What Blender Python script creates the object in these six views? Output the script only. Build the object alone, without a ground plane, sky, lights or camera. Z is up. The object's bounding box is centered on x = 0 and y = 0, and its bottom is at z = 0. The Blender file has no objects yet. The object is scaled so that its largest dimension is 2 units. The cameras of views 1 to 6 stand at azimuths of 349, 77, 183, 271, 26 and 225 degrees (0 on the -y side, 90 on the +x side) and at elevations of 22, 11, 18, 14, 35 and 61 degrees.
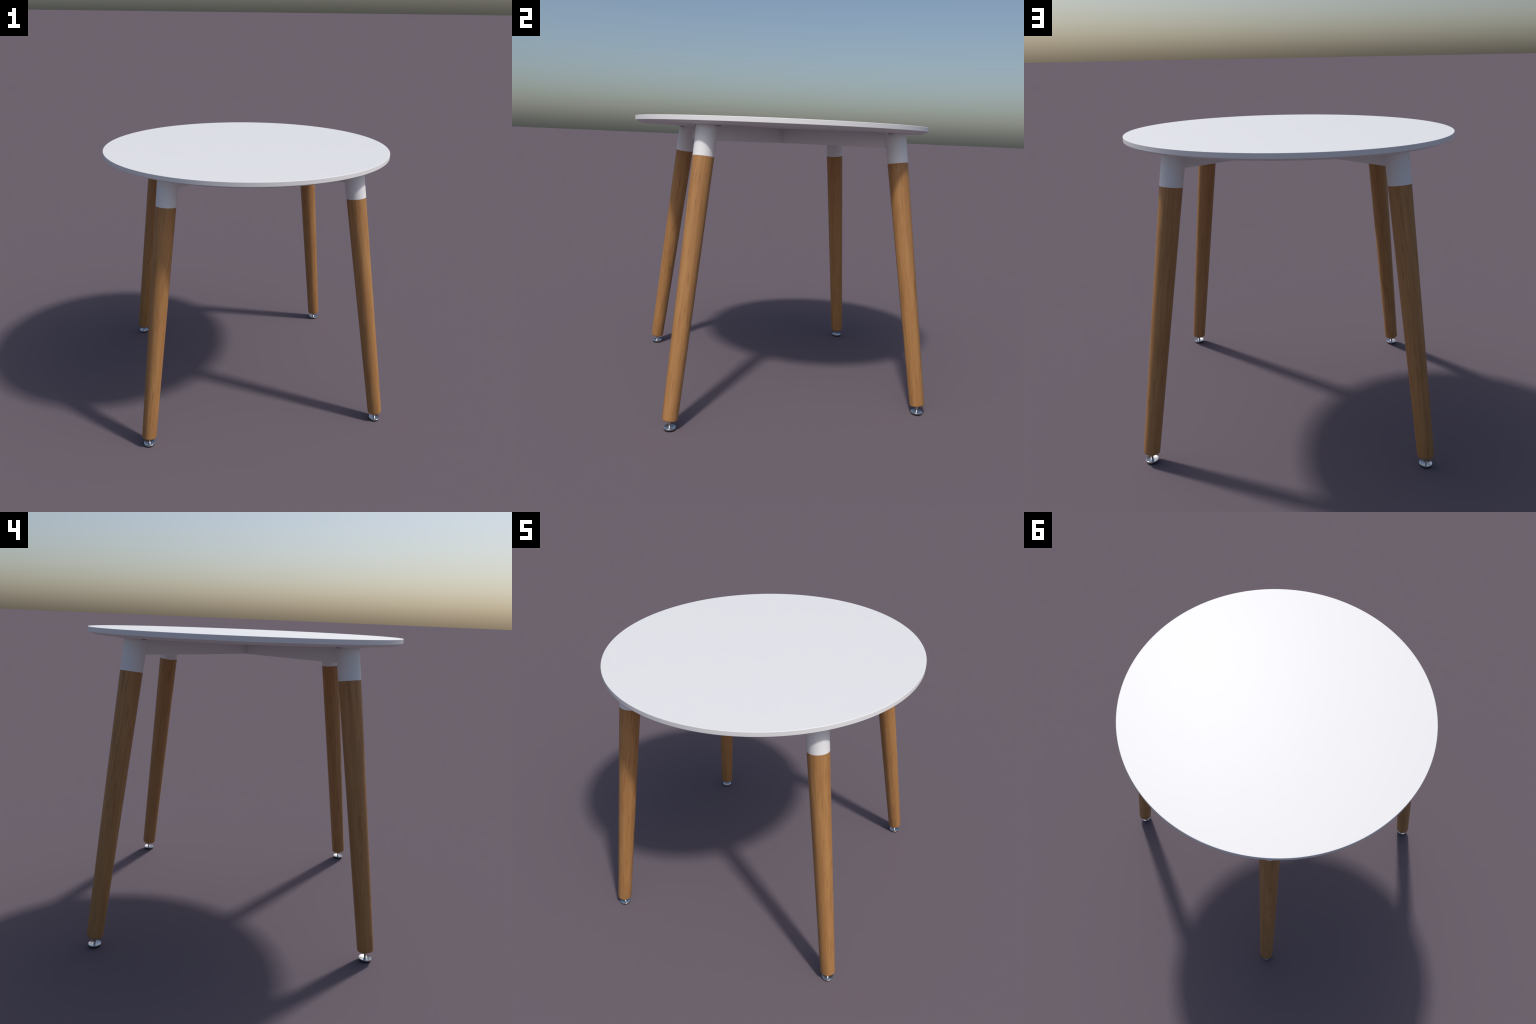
# Round white dining table on four splayed, tapered wooden legs.
# Every leg carries a white socket with a screwed mounting plate at its top and
# a chromed levelling foot with a black rubber pad at its bottom.
import bpy, bmesh, math
from mathutils import Matrix, Vector

# ------------------------------------------------------------------ sizes (m)
TOP_Z = 1.8516            # upper face of the table top
RIM_Z = 1.8235            # lower end of the upright rim
UNDER_Z = 1.8079          # flat underside, inside the sloping chamfer
TOP_R = 1.000
UNDER_R = 0.962

LEG_END_R, LEG_END_Z = 1.1370, 0.0662      # leg axis: a point near the foot ...
JOINT_R, JOINT_Z = 0.8705, 1.6186          # ... and where wood meets socket
LEG_END_RAD, JOINT_RAD = 0.0482, 0.0637    # radii at these two points
PLATE_R, PLATE_OUT, PLATE_Z = 0.0980, 0.836, 1.8024
SCREW_OFFSET, SCREW_R = 0.080, 0.0145
FOOT_OUT, FOOT_R = 1.1393, 0.0377
BAR_Z, BAR_HALF = 1.7117, 0.0190

TILT = math.atan2(LEG_END_R - JOINT_R, JOINT_Z - LEG_END_Z)
AXIS_LEN = math.hypot(LEG_END_R - JOINT_R, JOINT_Z - LEG_END_Z)
TAPER = (JOINT_RAD - LEG_END_RAD) / AXIS_LEN


# ------------------------------------------------------------------ materials
def new_material(name):
    m = bpy.data.materials.new(name)
    m.use_nodes = True
    nt = m.node_tree
    return m, nt, nt.nodes["Principled BSDF"]


def node(nt, kind, **props):
    n = nt.nodes.new(kind)
    for k, v in props.items():
        setattr(n, k, v)
    return n


def math_node(nt, op, a, b=None):
    n = node(nt, "ShaderNodeMath", operation=op)
    for i, x in enumerate((a, b)):
        if x is None:
            continue
        if isinstance(x, (int, float)):
            n.inputs[i].default_value = x
        else:
            nt.links.new(x, n.inputs[i])
    return n.outputs[0]


def ramp(nt, fac, stops, interp="LINEAR"):
    n = node(nt, "ShaderNodeValToRGB")
    cr = n.color_ramp
    cr.interpolation = interp
    while len(cr.elements) < len(stops):
        cr.elements.new(0.5)
    for e, (p, c) in zip(cr.elements, stops):
        e.position = p
        e.color = (*c, 1.0)
    nt.links.new(fac, n.inputs[0])
    return n.outputs[0]


def mix(nt, fac, a, b, blend="MIX"):
    n = node(nt, "ShaderNodeMix", data_type="RGBA", blend_type=blend)
    for sock, x in ((n.inputs[0], fac), (n.inputs[6], a), (n.inputs[7], b)):
        if isinstance(x, (int, float)):
            sock.default_value = x
        elif isinstance(x, tuple):
            sock.default_value = (*x, 1.0)
        else:
            nt.links.new(x, sock)
    return n.outputs[2]


def white_material(name, colour, rough, variation=0.002):
    """Smooth lacquer with a barely visible mottling."""
    m, nt, bsdf = new_material(name)
    tc = node(nt, "ShaderNodeTexCoord")
    ns = node(nt, "ShaderNodeTexNoise")
    ns.inputs["Scale"].default_value = 6.0
    ns.inputs["Detail"].default_value = 3.0
    nt.links.new(tc.outputs["Object"], ns.inputs["Vector"])
    lo = tuple(c * (1 - variation) for c in colour)
    hi = tuple(min(1.0, c * (1 + variation)) for c in colour)
    nt.links.new(ramp(nt, ns.outputs["Fac"], [(0.3, lo), (0.7, hi)]),
                 bsdf.inputs["Base Color"])
    bsdf.inputs["Roughness"].default_value = rough
    return m


def wood_material():
    """Oiled beech: growth rings cut by the turned leg, pores and dark flecks."""
    m, nt, bsdf = new_material("oiled_wood")
    L = nt.links.new
    tc = node(nt, "ShaderNodeTexCoord")
    info = node(nt, "ShaderNodeObjectInfo")
    seed = math_node(nt, "MULTIPLY", info.outputs["Random"], 37.0)

    # the coordinates of each leg are turned and shifted by its own seed
    rot = node(nt, "ShaderNodeVectorRotate", rotation_type="Z_AXIS")
    L(tc.outputs["Object"], rot.inputs["Vector"])
    L(seed, rot.inputs["Angle"])
    off = node(nt, "ShaderNodeCombineXYZ")
    L(seed, off.inputs[2])
    base = node(nt, "ShaderNodeVectorMath", operation="ADD")
    L(rot.outputs[0], base.inputs[0])
    L(off.outputs[0], base.inputs[1])

    def stretched(sx, sz, detail=4.0, rough=0.55):
        mp = node(nt, "ShaderNodeMapping")
        mp.inputs["Scale"].default_value = (sx, sx, sz)
        L(base.outputs[0], mp.inputs["Vector"])
        n = node(nt, "ShaderNodeTexNoise")
        n.inputs["Scale"].default_value = 1.0
        n.inputs["Detail"].default_value = detail
        n.inputs["Roughness"].default_value = rough
        L(mp.outputs[0], n.inputs["Vector"])
        return n.outputs["Fac"]

    # growth rings: planes across the stem, bent by a slow noise -> flames
    sep = node(nt, "ShaderNodeSeparateXYZ")
    L(rot.outputs[0], sep.inputs[0])
    slow = stretched(7.0, 0.9, 2.0)
    d = math_node(nt, "ADD", sep.outputs[0],
                  math_node(nt, "MULTIPLY", slow, 0.060))
    d = math_node(nt, "ADD", d,
                  math_node(nt, "MULTIPLY",
                            math_node(nt, "MULTIPLY", sep.outputs[1], sep.outputs[1]), 3.0))
    ring = math_node(nt, "FRACT", math_node(nt, "MULTIPLY", d, 105.0))
    # late wood: a slow climb and a quick drop in every ring
    late = math_node(nt, "POWER", ring, 3.0)
    fine = stretched(230.0, 5.0, 3.0, 0.6)       # pores drawn out along the leg
    broad = stretched(38.0, 1.2, 3.0, 0.5)       # paler and darker bands
    fleck = stretched(85.0, 7.0, 1.0, 0.4)       # short darker flecks

    light = (0.470, 0.242, 0.085)
    mid = (0.392, 0.190, 0.061)
    dark = (0.240, 0.095, 0.027)
    col = ramp(nt, broad, [(0.30, mid), (0.68, light)])
    col = mix(nt, math_node(nt, "MULTIPLY", late, 0.32), col, dark)
    fine_mask = ramp(nt, fine, [(0.40, (1, 1, 1)), (0.56, (0, 0, 0))])
    col = mix(nt, math_node(nt, "MULTIPLY", fine_mask, 0.27), col, dark)
    fleck_mask = ramp(nt, fleck, [(0.61, (0, 0, 0)), (0.72, (1, 1, 1))])
    col = mix(nt, math_node(nt, "MULTIPLY", fleck_mask, 0.48), col, dark)
    L(col, bsdf.inputs["Base Color"])
    bsdf.inputs["Roughness"].default_value = 0.55
    bump = node(nt, "ShaderNodeBump")
    bump.inputs["Strength"].default_value = 0.06
    bump.inputs["Distance"].default_value = 0.002
    L(fine, bump.inputs["Height"])
    L(bump.outputs[0], bsdf.inputs["Normal"])
    return m


def plain_material(name, colour, rough, metallic=0.0):
    m, nt, bsdf = new_material(name)
    tc = node(nt, "ShaderNodeTexCoord")
    ns = node(nt, "ShaderNodeTexNoise")
    ns.inputs["Scale"].default_value = 120.0
    nt.links.new(tc.outputs["Object"], ns.inputs["Vector"])
    nt.links.new(ramp(nt, ns.outputs["Fac"],
                      [(0.3, tuple(c * 0.97 for c in colour)), (0.7, colour)]),
                 bsdf.inputs["Base Color"])
    bsdf.inputs["Roughness"].default_value = rough
    bsdf.inputs["Metallic"].default_value = metallic
    return m


WHITE_TOP = white_material("white_lacquer", (0.80, 0.80, 0.80), 0.49)
WHITE_METAL = white_material("white_powder_coat", (0.80, 0.80, 0.80), 0.45)
WOOD = wood_material()
CHROME = plain_material("polished_steel", (0.64, 0.64, 0.64), 0.23, 1.0)
SCREW = plain_material("grey_steel", (0.30, 0.30, 0.30), 0.4, 0.9)
RUBBER = plain_material("black_rubber", (0.012, 0.012, 0.012), 0.7)


# ------------------------------------------------------------------ mesh tools
def turned(name, profile, seg, material, top_cut=None, shear=(), sharp=35.0):
    """Solid of revolution about local z.  profile: (radius, z) from bottom to
    top, closed on the axis at both ends.  top_cut(x, y) gives the z of the last
    ring where that end is not square to the axis; shear[k] is the slope in x of
    ring k where the lower end is cut slightly askew."""
    bm = bmesh.new()
    rings = []
    for k, (r, z) in enumerate(profile):
        ring = []
        for i in range(seg):
            a = 2 * math.pi * i / seg
            x, y = r * math.cos(a), r * math.sin(a)
            zz = top_cut(x, y) if (top_cut and k == len(profile) - 1) else z
            if k < len(shear):
                zz += x * shear[k]
            ring.append(bm.verts.new((x, y, zz)))
        rings.append(ring)
    for lo, hi in zip(rings, rings[1:]):
        for i in range(seg):
            j = (i + 1) % seg
            bm.faces.new((lo[i], lo[j], hi[j], hi[i]))
    bm.faces.new(list(reversed(rings[0])))
    bm.faces.new(rings[-1])
    return finish(bm, name, material, sharp)


def finish(bm, name, material, sharp=35.0):
    bmesh.ops.recalc_face_normals(bm, faces=bm.faces)
    me = bpy.data.meshes.new(name)
    bm.to_mesh(me)
    bm.free()
    me.polygons.foreach_set("use_smooth", [True] * len(me.polygons))
    me.set_sharp_from_angle(angle=math.radians(sharp))
    me.materials.append(material)
    return me


def rounded(r, z, rad, quarter, n=5):
    """Quarter-round between a side of radius r and an end at height z.
    quarter 'bottom' climbs from the end face to the side, 'top' the reverse."""
    out = []
    for k in range(n + 1):
        a = math.pi / 2 * k / n
        if quarter == "bottom":
            out.append((r - rad + rad * math.sin(a), z + rad - rad * math.cos(a)))
        else:
            out.append((r - rad + rad * math.cos(a), z - rad + rad * math.sin(a)))
    return out


def place(name, mesh, world, parent=None):
    ob = bpy.data.objects.new(name, mesh)
    bpy.context.collection.objects.link(ob)
    if parent is not None:
        ob.parent = parent
        ob.matrix_parent_inverse = WORLD[parent.name].inverted()
    ob.matrix_basis = world
    WORLD[ob.name] = world.copy()
    return ob


WORLD = {}

# ------------------------------------------------------------------ the table
table = bpy.data.objects.new("dining_table", None)
bpy.context.collection.objects.link(table)
table["label"] = "round white dining table with four splayed wooden legs"
table["category"] = "table"
WORLD[table.name] = Matrix.Identity(4)

# table top: flat underside, shallow chamfer, upright rim, softened edges
top_profile = [(0.30, UNDER_Z), (0.70, UNDER_Z), (UNDER_R - 0.004, UNDER_Z),
               (UNDER_R - 0.002, UNDER_Z), (UNDER_R + 0.002, UNDER_Z + 0.0008),
               (UNDER_R + 0.004, UNDER_Z + 0.0016), (TOP_R - 0.0030, RIM_Z - 0.0012),
               (TOP_R - 0.0014, RIM_Z - 0.0006), (TOP_R - 0.0004, RIM_Z + 0.0001),
               (TOP_R, RIM_Z + 0.0014), (TOP_R, RIM_Z + 0.0020),
               (TOP_R, TOP_Z - 0.0028)]
top_profile += rounded(TOP_R, TOP_Z, 0.0024, "top", 5)
# narrow flat rings keep the shading level right up to the edge
top_profile += [(TOP_R - 0.0030, TOP_Z), (0.90, TOP_Z), (0.45, TOP_Z)]
place("tabletop", turned("tabletop", top_profile, 256, WHITE_TOP, sharp=40.0),
      Matrix.Identity(4), table)


# crossed bars under the top, ending inside the leg sockets
def box(bm, x0, x1, half, z0, z1):
    m = (Matrix.Translation(((x0 + x1) / 2, 0, (z0 + z1) / 2))
         @ Matrix.Diagonal((x1 - x0, 2 * half, z1 - z0, 1)))
    r = bmesh.ops.create_cube(bm, size=1.0, matrix=m)
    es = list({e for v in r["verts"] for e in v.link_edges
               if abs(e.verts[0].co.x - e.verts[1].co.x) > 1e-4})
    bmesh.ops.bevel(bm, geom=es, offset=0.0015, segments=2, affect="EDGES", profile=0.5)


BAR_END = 0.815
bm = bmesh.new()
box(bm, -BAR_END, BAR_END, BAR_HALF, BAR_Z, UNDER_Z + 0.001)
place("crossbar", finish(bm, "crossbar", WHITE_METAL),
      Matrix.Rotation(math.radians(45), 4, "Z"), table)
bm = bmesh.new()                       # the second bar is butted to the first
box(bm, BAR_HALF, BAR_END, BAR_HALF, BAR_Z, UNDER_Z + 0.001)
box(bm, -BAR_END, -BAR_HALF, BAR_HALF, BAR_Z, UNDER_Z + 0.001)
place("crossbar.001", finish(bm, "crossbar_halves", WHITE_METAL),
      Matrix.Rotation(math.radians(135), 4, "Z"), table)

# ------------------------------------------------------------------ leg parts
# leg frame: origin at the end point near the foot, z up along the leg axis


def leg_radius(t):
    return LEG_END_RAD + TAPER * t


LEG_BOTTOM = -0.007
leg_profile = rounded(leg_radius(LEG_BOTTOM), LEG_BOTTOM, 0.009, "bottom", 6)
for k in range(1, 13):
    t = 0.004 + (AXIS_LEN - 0.004) * k / 12
    leg_profile.append((leg_radius(t), t))
leg_profile.append((leg_radius(AXIS_LEN), AXIS_LEN + 0.005))
leg_profile.append((leg_radius(AXIS_LEN) - 0.006, AXIS_LEN + 0.02))
LEG_MESH = turned("leg", leg_profile, 64, WOOD)

# socket: same taper as the leg, cut level where it meets its plate
slope = math.tan(TILT)
PLANE = (PLATE_Z + 0.0005 - LEG_END_Z) / math.cos(TILT)   # along the axis


def level_cut(x, y):
    # world height of a local point: cos*z + sin*x   (local +x points outward)
    return PLANE - x * slope


ASKEW = -math.tan(TILT - math.radians(8.1))      # the joint is cut a little flatter
sock = [(leg_radius(AXIS_LEN) - 0.004, AXIS_LEN)]
sock += rounded(leg_radius(AXIS_LEN) + 0.0003, AXIS_LEN, 0.0022, "bottom", 4)
sock.append((sock[-1][0] + 0.0000, sock[-1][1] + 0.0015))
n_askew = len(sock)
for k in range(1, 5):
    t = AXIS_LEN + (PLANE - 0.02 - AXIS_LEN) * k / 4
    sock.append((leg_radius(t) + 0.0003, t))
sock.append((leg_radius(PLANE) + 0.0003, PLANE))
SOCKET_MESH = turned("leg_socket", sock, 64, WHITE_METAL, top_cut=level_cut,
                     shear=[ASKEW] * n_askew)

plate = [(0.05, 0.0)] + rounded(PLATE_R, 0.0, 0.0015, "bottom", 3) + \
        [(PLATE_R, UNDER_Z - PLATE_Z + 0.0005)]
PLATE_MESH = turned("mounting_plate", plate, 64, WHITE_METAL)

screw = [(0.005, -0.0055), (SCREW_R - 0.003, -0.0052), (SCREW_R - 0.001, -0.0042),
         (SCREW_R, -0.0025), (SCREW_R, 0.001)]
SCREW_MESH = turned("screw", screw, 24, SCREW)

pad = [(0.030, 0.0), (0.0341, 0.0), (0.0348, 0.0008), (0.0350, 0.0076)]
PAD_MESH = turned("rubber_pad", pad, 48, RUBBER)

# shallow polished dish with a rounded lip
disc = [(0.034, 0.0072)] + rounded(FOOT_R, 0.0072, 0.0015, "bottom", 3)
disc += rounded(FOOT_R, 0.0158, 0.0016, "top", 5)
LIP_R, DISH_Z, DISH_DEPTH = FOOT_R - 0.0022, 0.0077, 0.0078
for k in range(9):
    r = LIP_R + (0.0065 - LIP_R) * k / 8
    disc.append((r, DISH_Z + DISH_DEPTH * (r / LIP_R) ** 2))
DISC_MESH = turned("foot_disc", disc, 64, CHROME)

stem = [(0.0082, 0.0075), (0.0077, 0.0092), (0.0074, 0.0115), (0.0074, 0.072)]
STEM_MESH = turned("foot_stem", stem, 32, CHROME)


def suffix(k):
    return "" if k == 0 else ".%03d" % k


n_screw = 0
for k in range(4):
    turn = Matrix.Rotation(math.radians(-135 + 90 * k), 4, "Z")
    frame = turn @ Matrix.Translation((LEG_END_R, 0, LEG_END_Z)) @ Matrix.Rotation(-TILT, 4, "Y")
    leg = place("leg" + suffix(k), LEG_MESH, frame, table)
    place("leg_socket" + suffix(k), SOCKET_MESH, frame, leg)
    place("mounting_plate" + suffix(k), PLATE_MESH,
          turn @ Matrix.Translation((PLATE_OUT, 0, PLATE_Z)), leg)
    for side in (-1, 1):
        place("screw" + suffix(n_screw), SCREW_MESH,
              turn @ Matrix.Translation((PLATE_OUT, side * SCREW_OFFSET, PLATE_Z)), leg)
        n_screw += 1
    foot = turn @ Matrix.Translation((FOOT_OUT, 0, 0))
    place("rubber_pad" + suffix(k), PAD_MESH, foot, leg)
    place("foot_disc" + suffix(k), DISC_MESH, foot, leg)
    place("foot_stem" + suffix(k), STEM_MESH, foot, leg)
